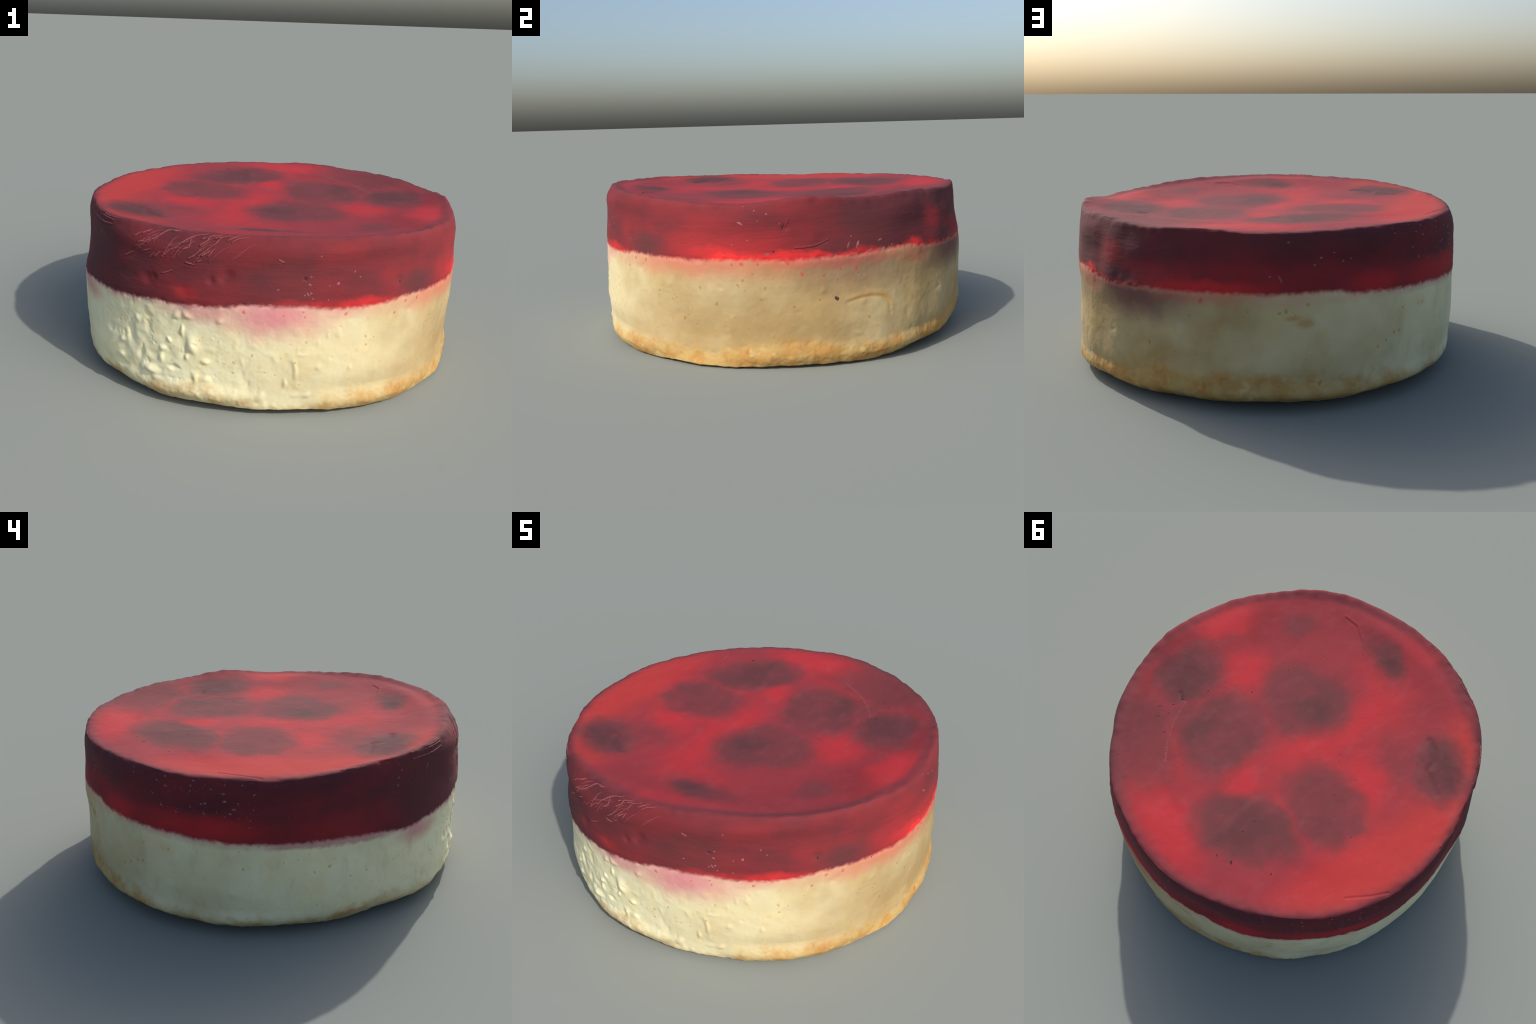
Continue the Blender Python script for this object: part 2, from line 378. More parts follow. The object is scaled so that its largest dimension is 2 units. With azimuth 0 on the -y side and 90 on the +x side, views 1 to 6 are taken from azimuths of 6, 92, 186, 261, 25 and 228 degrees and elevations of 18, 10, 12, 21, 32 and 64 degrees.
class Tree:
    """small helper for writing node trees as expressions"""

    def __init__(self, name):
        self.mat = bpy.data.materials.new(name)
        self.mat.use_nodes = True
        self.t = self.mat.node_tree
        self.t.nodes.clear()

    def node(self, kind, **props):
        n = self.t.nodes.new(kind)
        for k, v in props.items():
            setattr(n, k, v)
        return n

    def put(self, sock, v):
        if isinstance(v, bpy.types.NodeSocket):
            self.t.links.new(v, sock)
        else:
            sock.default_value = v

    def math(self, op, a, b=0.0, c=0.0, clamp=False):
        n = self.node('ShaderNodeMath', operation=op)
        for s, v in zip(n.inputs, (a, b, c)):
            self.put(s, v)
        if clamp:
            return self.math('MINIMUM', self.math('MAXIMUM', n.outputs[0], 0.0), 1.0)
        return n.outputs[0]

    def vec(self, op, a, b=(0, 0, 0), scale=1.0):
        n = self.node('ShaderNodeVectorMath', operation=op)
        self.put(n.inputs[0], a)
        if op == 'SCALE':
            [self.put(i, scale) for i in n.inputs if i.identifier == 'Scale']
        else:
            self.put(n.inputs[1], b)
        return [o for o in n.outputs if o.identifier == 'Value'][0] if op in ('LENGTH', 'DISTANCE', 'DOT_PRODUCT') else n.outputs[0]

    def step(self, v, a, b, lo=0.0, hi=1.0):
        n = self.node('ShaderNodeMapRange', interpolation_type='SMOOTHSTEP', clamp=False)
        for s, x in zip(n.inputs, (v, a, b, lo, hi)):
            self.put(s, x)
        return n.outputs[0]

    def mix(self, f, a, b, mode='MIX'):
        n = self.node('ShaderNodeMix', data_type='RGBA', blend_type=mode)
        self.put(n.inputs['Factor'], f)
        self.put(n.inputs[6], a)
        self.put(n.inputs[7], b)
        return n.outputs[2]

    def noise(self, p, scale, detail=3.0, rough=.55, stretch=None):
        if stretch:
            m = self.node('ShaderNodeMapping')
            self.put(m.inputs['Vector'], p)
            m.inputs['Scale'].default_value = stretch
            p = m.outputs[0]
        n = self.node('ShaderNodeTexNoise')
        self.put(n.inputs['Vector'], p)
        n.inputs['Scale'].default_value = scale
        n.inputs['Detail'].default_value = detail
        n.inputs['Roughness'].default_value = rough
        return n.outputs

    def wander(self, colour, amount):
        """small random offset vector from a noise colour"""
        n = self.node('ShaderNodeSeparateColor')
        self.put(n.inputs[0], colour)
        m = self.node('ShaderNodeCombineXYZ')
        for s, c in zip(m.inputs, n.outputs):
            self.put(s, self.math('MULTIPLY_ADD', c, amount, -.5 * amount))
        return m.outputs[0]

    def patch(self, p, centre, size, turn, soft):
        """soft-edged ellipsoid patch: 1 inside, 0 outside"""
        r = self.node('ShaderNodeVectorRotate', rotation_type='Z_AXIS')
        self.put(r.inputs['Vector'], p)
        r.inputs['Center'].default_value = centre
        r.inputs['Angle'].default_value = -math.radians(turn)
        m = self.node('ShaderNodeVectorMath', operation='MULTIPLY_ADD')
        self.put(m.inputs[0], r.outputs[0])
        m.inputs[1].default_value = [1 / q for q in size]
        m.inputs[2].default_value = [-c / q for c, q in zip(centre, size)]
        return self.step(self.vec('LENGTH', m.outputs[0]), 1 + soft, 1 - soft)

    def side_patch(self, p, az, h, wide, tall, soft=.5):
        a = math.radians(az)
        return self.patch(p, (.98 * math.sin(a), -.98 * math.cos(a), h), (wide, .5, tall), az, soft)

    def any_of(self, masks):
        """union of masks; takes a generator, so each mask is merged as soon as it is made"""
        out = None
        for m in masks:
            out = m if out is None else self.math('MAXIMUM', out, m)
        return out

    def ring(self, turn, values):
        n = self.node('ShaderNodeFloatCurve')
        c = n.mapping.curves[0]
        pts = list(values) + [values[0]]
        m = len(pts) - 1
        c.points[0].location = (0, pts[0])
        c.points[1].location = (1, pts[-1])
        for i in range(1, m):
            c.points.new(i / m, pts[i])
        n.mapping.update()
        self.put(n.inputs['Value'], turn)
        return n.outputs[0]


# fruit under the jelly surface: x, y, half length, half width, turn, strength, softness
FRUIT = [
    (.130, -.188, .235, .190, 37, 1.0, .22), (.262, .266, .235, .185, 107, .95, .22), (.656, .194, .170, .150, 64, 1.15, .35),
    (.500, .650, .280, .190, 149, .78, .40), (-.243, .508, .215, .175, 23, 1.05, .20), (-.401, .119, .215, .185, 158, .86, .18),
    (-.607, -.449, .185, .120, 142, 1.15, .35), (.060, -.708, .140, .080, 172, .95, .50), (.535, -.465, .085, .068, 73, .85, .55),
]
# lobes that make some of the pieces less round
LOBES = [(-.555, .085, .095, .075, 120, .84, .20), (-.51, .195, .10, .085, 30, .84, .20), (-.31, .07, .12, .10, 60, .82, .22),
         (-.235, .40, .11, .09, 20, 1.0, .25), (-.15, .55, .10, .09, 60, .95, .30), (-.36, .55, .10, .10, 0, .95, .28), (.20, -.25, .12, .10, 20, .95, .25), (.19, .34, .12, .10, 0, .95, .25)]
RIM_RADIUS = [float(np.hypot(P[int(np.argmin(np.abs(az_diff(AZ, a)))), J_RIM, 0], P[int(np.argmin(np.abs(az_diff(AZ, a)))), J_RIM, 1]))
              for a in np.arange(-180, 180, 12)]


def cake_colour(T, top_face, jelly_side, curd_detail, base):
    """the colour of the cake in Object coordinates; each part only carries the layers it can show"""
    tc = T.node('ShaderNodeTexCoord')
    p = tc.outputs['Object']
    sep = T.node('ShaderNodeSeparateXYZ')
    T.put(sep.inputs[0], p)
    x, y, z = sep.outputs
    turn = T.math('ADD', T.math('DIVIDE', T.math('ARCTAN2', x, T.math('MULTIPLY', y, -1.0)), TAU), .5)
    radius = T.math('SQRT', T.math('ADD', T.math('MULTIPLY', x, x), T.math('MULTIPLY', y, y)))
    n_big, n_mid, n_fine = T.noise(p, 3.2), T.noise(p, 9.0), T.noise(p, 34.0, 4.0, .6)
    warp = T.wander(n_mid[1], .08)
    drift = T.wander(T.noise(p, 4.0, 1.0)[1], .14)
    pw = T.vec('ADD', p, warp)
    pf = T.vec('ADD', pw, drift)
    c = lambda s: T.math('SUBTRACT', s, .5)
    seam = T.ring(turn, SEAM)
    crust = T.ring(turn, CRUST)
    rim = T.ring(turn, RIM_RADIUS)
    jag = T.math('ADD', T.math('MULTIPLY', c(n_fine[0]), .030), T.math('MULTIPLY', c(n_mid[0]), .014))
    above = T.math('ADD', T.math('SUBTRACT', z, seam), jag)          # height over the jelly seam
    inward = T.math('SUBTRACT', rim, radius)                          # distance in from the rim

    # ---------------- jelly, top face
    if top_face:
        flow = T.noise(pw, 2.3, 2.0)
        top = T.mix(T.step(flow[0], .42, .72, 0, .8), COL['jelly_mid'], COL['jelly_bright'])
        bright = T.any_of(T.patch(pw, (cx, cy, .78), (a, b, .4), rot, .6) for cx, cy, a, b, rot in
                           [(.04, .80, .30, .10, 170), (.49, -.07, .15, .13, 115), (.80, -.17, .15, .08, 72), (-.11, -.20, .10, .40, -10),
                            (-.45, -.10, .10, .16, 30), (-.76, .18, .12, .42, -17), (-.83, -.20, .08, .22, 5), (-.02, .36, .08, .14, 30)])
        deep = T.any_of(T.patch(pw, at, size, rot, soft) for at, size, rot, soft in [((.84, .05, .78), (.17, .50, .4), 8, .7), ((.42, .72, .78), (.40, .20, .4), -25, .7), ((.74, -.42, .78), (.12, .28, .4), 30, .7)])
        top = T.mix(T.math('MULTIPLY', deep, .75), top, COL['jelly_deep'])
        dull = T.any_of(T.patch(pw, at, size, rot, soft) for at, size, rot, soft in [((.30, -.70, .78), (.40, .16, .4), 12, .7), ((-.30, -.62, .78), (.20, .16, .4), -20, .8), ((-.42, .72, .78), (.35, .10, .4), 30, .7)])
        top = T.mix(T.math('MULTIPLY', dull, .7), top, COL['jelly_mid'])
        top = T.mix(T.math('MULTIPLY', bright, .9), top, COL['jelly_bright'])
        orange = T.any_of(T.patch(pw, at, size, rot, soft) for at, size, rot, soft in [((-.84, -.02, .78), (.20, .75, .4), -4, .7), ((-.66, -.60, .78), (.16, .20, .4), 45, .7)])
        top = T.mix(T.math('MULTIPLY', orange, .65), top, COL['jelly_orange'])
        berry = T.any_of(T.math('MULTIPLY', T.patch(pf, (fx, fy, .77), (a * 1.13, b * 1.13, .4), rot, soft + .08), k)
                         for fx, fy, a, b, rot, k, soft in FRUIT + LOBES + [(-.449, -.368, .16, .10, 174, .60, .45), (.45, .36, .12, .095, 60, .80, .55)])
        mottled = T.math('MULTIPLY', berry, T.step(n_mid[0], .1, .8, .85, 1.05))
        top = T.mix(T.math('MULTIPLY', mottled, .94, clamp=True), top, T.mix(T.step(n_big[0], .38, .68), COL['fruit'], COL['fruit_light']))
        core = T.any_of(T.patch(pw, (cx, cy, .77), (a, b, .4), rot, .7) for cx, cy, a, b, rot in
                         [(.66, .20, .13, .11, 60), (-.63, -.46, .12, .08, 142), (-.235, .52, .11, .12, 20), (.36, .36, .05, .10, 0), (.02, -.70, .08, .05, 170), (-.51, -.51, .075, .022, 146), (-.64, -.38, .075, .024, 155), (.07, -.20, .09, .07, 30)])
        top = T.mix(T.math('MULTIPLY', core, .55), top, COL['fruit_dark'])
        film = T.noise(p, 16.0, 4.0, .6, (1.0, .55, 1.0))
        top = T.mix(T.step(film[0], .45, .85, 0, .14), top, rgb(.36, .09, .11))
    # ---------------- jelly, side
    jelly = None
    if jelly_side:
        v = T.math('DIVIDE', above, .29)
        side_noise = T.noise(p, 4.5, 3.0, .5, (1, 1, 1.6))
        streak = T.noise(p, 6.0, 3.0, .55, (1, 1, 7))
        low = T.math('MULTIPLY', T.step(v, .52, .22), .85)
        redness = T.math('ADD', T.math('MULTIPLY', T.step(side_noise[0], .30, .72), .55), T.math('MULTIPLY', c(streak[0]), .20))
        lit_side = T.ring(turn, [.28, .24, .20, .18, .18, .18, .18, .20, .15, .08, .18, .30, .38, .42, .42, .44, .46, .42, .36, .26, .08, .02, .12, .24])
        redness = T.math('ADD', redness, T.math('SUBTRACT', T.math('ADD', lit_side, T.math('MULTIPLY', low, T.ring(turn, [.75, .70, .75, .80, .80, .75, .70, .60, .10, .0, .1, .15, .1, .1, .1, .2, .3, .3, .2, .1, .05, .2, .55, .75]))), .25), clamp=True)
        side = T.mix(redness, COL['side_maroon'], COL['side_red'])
        glow = T.any_of(T.math('MULTIPLY', T.side_patch(pw, az, h, w, t, s), k) for az, h, w, t, s, k in  # light glowing through the jelly, painted as hot red patches
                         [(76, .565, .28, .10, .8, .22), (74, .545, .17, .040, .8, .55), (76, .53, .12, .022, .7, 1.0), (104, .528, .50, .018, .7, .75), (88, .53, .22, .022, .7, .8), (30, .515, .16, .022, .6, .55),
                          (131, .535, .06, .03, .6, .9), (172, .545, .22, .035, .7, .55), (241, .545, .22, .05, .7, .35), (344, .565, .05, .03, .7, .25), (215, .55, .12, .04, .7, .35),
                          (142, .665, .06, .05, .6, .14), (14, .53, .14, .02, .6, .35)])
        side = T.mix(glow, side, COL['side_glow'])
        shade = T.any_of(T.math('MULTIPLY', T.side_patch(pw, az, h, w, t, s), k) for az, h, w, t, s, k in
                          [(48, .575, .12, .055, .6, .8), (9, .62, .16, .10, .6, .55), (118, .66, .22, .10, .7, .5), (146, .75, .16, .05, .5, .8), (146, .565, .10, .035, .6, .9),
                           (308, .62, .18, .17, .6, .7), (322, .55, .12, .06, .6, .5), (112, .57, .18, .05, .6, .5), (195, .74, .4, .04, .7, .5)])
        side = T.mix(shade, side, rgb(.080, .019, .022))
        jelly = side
    if top_face:
        # top and side meet over the rim; its fillet shading is painted grey
        is_top = T.step(T.math('ADD', inward, T.math('MULTIPLY', c(n_mid[0]), .03)), -.004, .045)
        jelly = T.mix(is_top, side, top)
        band = T.math('MULTIPLY', T.step(T.math('ABSOLUTE', T.math('SUBTRACT', inward, .028)), .05, .0), T.ring(turn, [.45, .4, .35, .35, .3, .3, .3, .3, .3, .35, .4, .5, .5, .6, .7, .7, .7, .6, .5, .5, .45, .45, .5, .5]))
        jelly = T.mix(T.math('MULTIPLY', band, T.step(n_big[0], .25, .6, .5, 1)), jelly, COL['rim_grey'])

    # ---------------- curd filling
    warm = T.ring(turn, [.84, .72, .56, .40, .26, .16, .10, .05, .02, .0, .0, .05, .15, .40, .60, .78, .90, .96, 1, 1, 1, .98, .96, .92])  # curd tinted darker and warmer by azimuth, after the scan's baked lighting
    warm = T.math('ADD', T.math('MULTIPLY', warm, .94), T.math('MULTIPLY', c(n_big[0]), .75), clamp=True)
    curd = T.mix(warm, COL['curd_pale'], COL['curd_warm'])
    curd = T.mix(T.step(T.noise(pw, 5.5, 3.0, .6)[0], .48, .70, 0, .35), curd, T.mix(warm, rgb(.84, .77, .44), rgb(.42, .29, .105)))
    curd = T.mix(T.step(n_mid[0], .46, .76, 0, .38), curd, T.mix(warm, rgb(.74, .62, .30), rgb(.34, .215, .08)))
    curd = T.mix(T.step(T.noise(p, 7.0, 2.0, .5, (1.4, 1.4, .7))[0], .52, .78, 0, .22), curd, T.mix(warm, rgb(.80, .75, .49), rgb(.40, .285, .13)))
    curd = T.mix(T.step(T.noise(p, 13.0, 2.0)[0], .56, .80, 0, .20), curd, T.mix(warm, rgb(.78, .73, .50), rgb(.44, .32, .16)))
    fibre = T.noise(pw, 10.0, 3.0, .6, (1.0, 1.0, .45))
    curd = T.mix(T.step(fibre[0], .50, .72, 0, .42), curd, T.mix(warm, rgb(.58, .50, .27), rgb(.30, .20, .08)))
    pore = 0.0
    if curd_detail:
        # air pores
        vor = T.node('ShaderNodeTexVoronoi', feature='F1')
        T.put(vor.inputs['Vector'], p)
        vor.inputs['Scale'].default_value = 17.0
        vor.inputs['Randomness'].default_value = 1.0
        cell = T.node('ShaderNodeSeparateColor')
        T.put(cell.inputs[0], vor.outputs['Color'])
        size = T.math('MULTIPLY', T.math('POWER', cell.outputs[0], 3.0), .26)
        pore = T.step(T.math('SUBTRACT', vor.outputs['Distance'], size), .05, -.04)
        curd = T.mix(T.math('MULTIPLY', pore, .55), curd, T.mix(.5, curd, rgb(.55, .36, .12)))
        stain = T.any_of(T.side_patch(p, az, h, w, t, .7) for az, h, w, t in [(110.0, .317, .030, .010), (112.5, .326, .034, .010), (115.2, .331, .036, .012), (118.0, .328, .032, .014), (120.2, .312, .024, .020), (121.4, .282, .013, .032),
                                                                                  (193.5, .424, .034, .012), (196.5, .400, .036, .018)])
        curd = T.mix(T.math('MULTIPLY', stain, .7), curd, rgb(.42, .24, .07))
    if jelly_side:
        # juice soaked into the curd under the seam
        depth = T.math('MULTIPLY', above, -1.0)
        rose = T.any_of(T.math('MULTIPLY', T.side_patch(pw, az, h, w, t, s), k) for az, h, w, t, s, k in
                         [(6, .478, .22, .085, .9, .95), (350, .485, .20, .05, .9, .75), (20, .495, .18, .04, .9, .5), (304, .425, .12, .06, .8, .8), (320, .46, .2, .02, .7, .3), (200, .50, .3, .02, .7, .2)])
        blush = T.any_of(T.math('MULTIPLY', T.side_patch(pw, az, h, w, t, s), k) for az, h, w, t, s, k in
                          [(66, .495, .42, .055, .8, .70), (84, .50, .30, .07, .8, .45), (104, .505, .40, .038, .7, .9), (45, .495, .30, .05, .8, .30), (168, .51, .24, .03, .7, .55), (132, .50, .12, .05, .7, .6)])
        mauve = T.any_of(T.math('MULTIPLY', T.side_patch(pw, az, h, w, t, s), k) for az, h, w, t, s, k in
                          [(112, .445, .28, .08, .8, .45), (152, .480, .23, .080, .9, .90), (147, .51, .19, .05, .9, .9)])
        curd = T.mix(rose, curd, COL['pink'])
        curd = T.mix(blush, curd, COL['salmon'])
        curd = T.mix(mauve, curd, COL['plum'])
        stripe = T.math('MULTIPLY', T.step(depth, .042, .020), T.any_of([T.side_patch(p, 277, .465, .30, .06, .2), T.math('MULTIPLY', T.side_patch(p, 240, .48, .34, .05, .4), .35)]))
        curd = T.mix(T.math('MULTIPLY', stripe, .75), curd, rgb(.40, .17, .17))
        curd = T.mix(T.step(depth, .028, -.004, 0, .6), curd, T.mix(warm, rgb(.62, .28, .30), rgb(.62, .17, .13)))

    # ---------------- baked base
    if base:
        bake = T.mix(T.step(n_mid[0], .38, .62), COL['baked_pale'], COL['baked'])
        bake = T.mix(T.step(T.noise(p, 21.0, 3.0)[0], .56, .74, 0, .75), bake, COL['baked_dark'])
        bake = T.mix(T.step(T.noise(p, 15.0, 2.0)[0], .30, .42, .6, 0), bake, rgb(.56, .43, .19))
        over_crust = T.math('SUBTRACT', T.math('SUBTRACT', z, crust), T.math('ADD', T.math('MULTIPLY', c(n_mid[0]), .11), T.math('MULTIPLY', c(n_fine[0]), .05)))
        presence = T.ring(turn, [.8, .8, .8, .75, .7, .6, .6, .6, .55, .55, .5, .55, .55, .7, .7, .8, .85, .85, .8, .85, .9, .9, .85, .8])
        curd = T.mix(T.math('MULTIPLY', T.step(over_crust, .036, -.046), T.math('ADD', presence, T.math('ADD', T.math('MULTIPLY', c(n_big[0]), .4), T.math('MULTIPLY', c(n_mid[0]), 1.1)), clamp=True)), curd, bake)

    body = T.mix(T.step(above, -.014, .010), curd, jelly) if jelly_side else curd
    return body, T.math('SUBTRACT', n_fine[0], T.math('MULTIPLY', pore, .5))


def finish(T, colour, height, rough, bump, coat=0.0):
    b = T.node('ShaderNodeBsdfPrincipled')
    T.put(b.inputs['Base Color'], colour)
    b.inputs['Roughness'].default_value = rough
    b.inputs['Specular IOR Level'].default_value = .42
    if height is not None:
        bp = T.node('ShaderNodeBump')
        bp.inputs['Strength'].default_value = bump
        bp.inputs['Distance'].default_value = .004
        T.put(bp.inputs['Height'], height)
        T.put(b.inputs['Normal'], bp.outputs[0])
    o = T.node('ShaderNodeOutputMaterial')
    T.t.links.new(b.outputs[0], o.inputs[0])
    return T.mat


def cake_material(name, rough, bump, layers, tint=None):
    T = Tree(name)
    colour, h = cake_colour(T, **{k: k in layers for k in ('top_face', 'jelly_side', 'curd_detail', 'base')})
    if tint:
        colour = T.mix(tint[0], colour, tint[1], tint[2])
    return finish(T, colour, h, rough, bump)


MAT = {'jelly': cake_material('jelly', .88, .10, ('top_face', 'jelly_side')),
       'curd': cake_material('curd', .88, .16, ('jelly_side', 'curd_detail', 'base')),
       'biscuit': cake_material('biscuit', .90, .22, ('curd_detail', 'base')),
       'pore': cake_material('pore', .9, .1, ('base',), (.75, rgb(.80, .62, .40), 'MULTIPLY')),
       'juice': cake_material('juice_pore', .85, .1, ('jelly_side',), (.55, rgb(.50, .035, .04), 'MIX')),
       'ridge_glint': cake_material('pale_ridge_strip', .8, .1, ('jelly_side',), (.45, rgb(.40, .125, .135), 'MIX'))}


def plain(name, colour, rough):
    T = Tree(name)
    p = T.node('ShaderNodeTexCoord').outputs['Object']
    n = T.noise(p, 40.0)
    return finish(T, T.mix(T.step(n[0], .35, .65), colour, tuple(.72 * q for q in colour[:3]) + (1,)), n[0], rough, .1)


MAT['bubble'] = plain('air_bubble', rgb(.27, .095, .108), .8)
MAT['film'] = plain('pale_arc_line', rgb(.22, .036, .044), .9)
MAT['seed'] = plain('seed', rgb(.10, .03, .03), .5)
MAT['mark'] = plain('dark_mark', rgb(.05, .016, .018), .95)

# ------------------------------------------------------------------ objects
scene = bpy.context.scene


def link(ob, parent=None):
    scene.collection.objects.link(ob)
    if parent:
        ob.parent = parent
    return ob


cake = link(bpy.data.objects.new('cheesecake', None))
cake['label'] = 'round pale cheesecake with thick red fruit jelly on top'
cake['category'] = 'cake'

idx = np.arange(N_COL * NJ).reshape(N_COL, NJ)
a, b_ = idx[:, :-1], np.roll(idx, -1, 0)[:, :-1]
quads = np.stack([a, b_, b_ + 1, a + 1], -1)                           # [column, row, 4]
verts = P.reshape(-1, 3)
centre = .25 * (P[:, :-1] + P[:, 1:] + np.roll(P, -1, 0)[:, :-1] + np.roll(P, -1, 0)[:, 1:])
faces = quads.reshape(-1, 4)
fc = centre.reshape(-1, 3)
row = np.broadcast_to(np.arange(NJ - 1), quads.shape[:2]).reshape(-1)
# the two poles
pole_lo, pole_hi = len(verts), len(verts) + 1
verts = np.concatenate([verts, [P[:, 0].mean(0) * [1, 1, 0] + [0, 0, P[:, 0, 2].mean()], P[:, -1].mean(0)]])
vnorm = np.concatenate([NRM.reshape(-1, 3), [[0, 0, -1], [0, 0, 1]]])

faz = np.degrees(np.arctan2(fc[:, 0], -fc[:, 1]))
fseam = ring_curve(SEAM, faz) + .004 * noise(fc, 25, 20)
fcrust = ring_curve(CRUST, faz) + .012 * noise(fc, 9, 21)
region = np.where(row >= J_RIM, 2, np.where(fc[:, 2] > fseam, 2, np.where(fc[:, 2] < fcrust, 0, 1)))
region[row < N_FOOT] = 0
wob = .03 * noise(fc, 5, 22)
for i, (fx, fy, ra, rb, rot, k, soft) in enumerate(FRUIT):
    c, s = math.cos(math.radians(rot)), math.sin(math.radians(rot))
    q = (((fc[:, 0]-fx)*c + (fc[:, 1]-fy)*s) / (ra + wob)) ** 2 + ((-(fc[:, 0]-fx)*s + (fc[:, 1]-fy)*c) / (rb + wob)) ** 2
    region[(q < 1) & (row > J_RIM + 6)] = 10 + i


def build(name, face_sets, mat, parent, thickness=0.0):
    """one part cut from the common skin; shares border vertices and normals with its neighbours"""
    f4, f3 = face_sets
    used = np.unique(np.concatenate([f4.reshape(-1), f3.reshape(-1)]))
    remap = np.zeros(len(verts), int)
    remap[used] = np.arange(len(used))
    v, n = verts[used], vnorm[used]
    polys = [tuple(q) for q in remap[f4].tolist()] + [tuple(q) for q in remap[f3].tolist()]
    if thickness:
        # the piece goes on into the jelly as a lens: close it below
        m = len(v)
        edge = {}
        for q in polys:
            for s, e in zip(q, q[1:] + q[:1]):
                edge[(s, e)] = True
        border = [(s, e) for (s, e) in edge if (e, s) not in edge]
        mid = v.mean(0)
        rim = v[[s for s, _ in border]]
        reach = np.linalg.norm(rim[:, :2] - mid[:2], axis=1).max()
        d = np.clip(1 - (np.linalg.norm(v[:, :2] - mid[:2], axis=1) / reach) ** 2, .15, 1)
        low = v - np.stack([0*d, 0*d, thickness * d], -1)
        v = np.concatenate([v, low])
        n = np.concatenate([n, np.tile([[0, 0, -1.]], (m, 1))])
        polys += [tuple(i + m for i in reversed(q)) for q in polys]
        polys += [(e, s, s + m, e + m) for s, e in border]
    me = bpy.data.meshes.new(name)
    me.from_pydata(v.tolist(), [], polys)
    me.polygons.foreach_set('use_smooth', [True] * len(me.polygons))
    me.materials.append(mat)
    me.update()
    me.normals_split_custom_set_from_vertices(n.tolist())
    return link(bpy.data.objects.new(name, me), parent)


none3 = np.zeros((0, 3), int)
cols = np.arange(N_COL)
fan_hi = np.stack([idx[cols, -1], idx[(cols + 1) % N_COL, -1], np.full(N_COL, pole_hi)], -1)
fan_lo = np.stack([idx[(cols + 1) % N_COL, 0], idx[cols, 0], np.full(N_COL, pole_lo)], -1)
# the fan of the top pole belongs to whatever surrounds it
hub = region[(row == NJ - 2)][0]
parts = {}
parts['jelly'] = build('jelly_topping', (faces[region == 2], fan_hi if hub == 2 else none3), MAT['jelly'], cake)
parts['curd'] = build('curd_filling', (faces[region == 1], none3), MAT['curd'], cake)
parts['base'] = build('biscuit_base', (faces[region == 0], fan_lo), MAT['biscuit'], cake)
for i in range(len(FRUIT)):
    if (region == 10 + i).any():
        build('fruit_piece', (faces[region == 10 + i], fan_hi if hub == 10 + i else none3), MAT['jelly'], parts['jelly'], .06)

# ------------------------------------------------------------------ small things set into the surface
AZ_EXT = np.concatenate([AZ, [AZ[0] + 360]])


def on_side_surface(az, h):
    """surface point and normal at an azimuth and a height of the side"""
    c = np.interp(az % 360, AZ_EXT, np.arange(N_COL + 1))
    i0 = np.floor(c).astype(int) % N_COL
    i1 = (i0 + 1) % N_COL
    s = (c - np.floor(c))[:, None]
    zf, zr = z_foot[i0], z_rim[i0]
    j = N_FOOT + np.clip((h - zf) / (zr - zf), 0, .995) * (N_SIDE - 1)
    k = np.floor(j).astype(int)
    w = (j - k)[:, None]
    S = lambda G: (G[i0, k]*(1-s) + G[i1, k]*s)*(1-w) + (G[i0, k+1]*(1-s) + G[i1, k+1]*s)*w
    return S(P), S(NRM)




def on_top_surface(xy):
    az = np.degrees(np.arctan2(xy[:, 0], -xy[:, 1])) % 360
    c = np.interp(az, AZ_EXT, np.arange(N_COL + 1))
    i0 = np.round(c).astype(int) % N_COL
    out = np.zeros((len(xy), 3))
    for k, (i, q) in enumerate(zip(i0, xy)):
        r = np.hypot(P[i, J_RIM:, 0], P[i, J_RIM:, 1])[::-1]
        out[k] = (q[0], q[1], np.interp(np.hypot(*q), r, P[i, J_RIM:, 2][::-1]))
    return out, np.tile([[0, 0, 1.0]], (len(xy), 1))


def domes(name, items, mat, parent, lift, place):
    """flat rounded inclusions: (u, v, half length, half width, turn)"""
    vs, fs = [], []
    seg = 14
    for u0, v0, ra, rb, turn in items:
        base = len(vs)
        ang = np.arange(seg) / seg * TAU
        wav = 1 + .16 * np.sin(2 * ang + random.uniform(0, 6)) + .10 * np.sin(3 * ang + random.uniform(0, 6))
        c, s = math.cos(math.radians(turn)), math.sin(math.radians(turn))
        uv, hh = [(0., 0.)], [1.0]
        for q, hgt in ((.45, .85), (.8, .45), (1.0, -.25)):
            e, g = q * ra * wav * np.cos(ang), q * rb * wav * np.sin(ang)
            uv += list(zip(e * c - g * s, e * s + g * c))
            hh += [hgt] * seg
        uv = np.array(uv)
        pos, nrm = place(u0, v0, uv)
        pos = pos + nrm * (np.array(hh)[:, None] * lift)
        vs += pos.tolist()
        fs += [(base, base + 1 + i, base + 1 + (i + 1) % seg) for i in range(seg)]
        for ringn in range(2):
            o = base + 1 + ringn * seg
            fs += [(o + i, o + seg + i, o + seg + (i + 1) % seg, o + (i + 1) % seg) for i in range(seg)]
    me = bpy.data.meshes.new(name)
    me.from_pydata(vs, [], fs)
    me.polygons.foreach_set('use_smooth', [True] * len(me.polygons))
    me.materials.append(mat)
    ob = link(bpy.data.objects.new(name, me), parent)
    ob['kind'] = 'stuff'
    return ob


def place_side(az, h, uv):
    return on_side_surface(az + np.degrees(uv[:, 0] / .98), h + uv[:, 1])


def place_top(x, y, uv):
    return on_top_surface(np.array([x, y]) + uv)


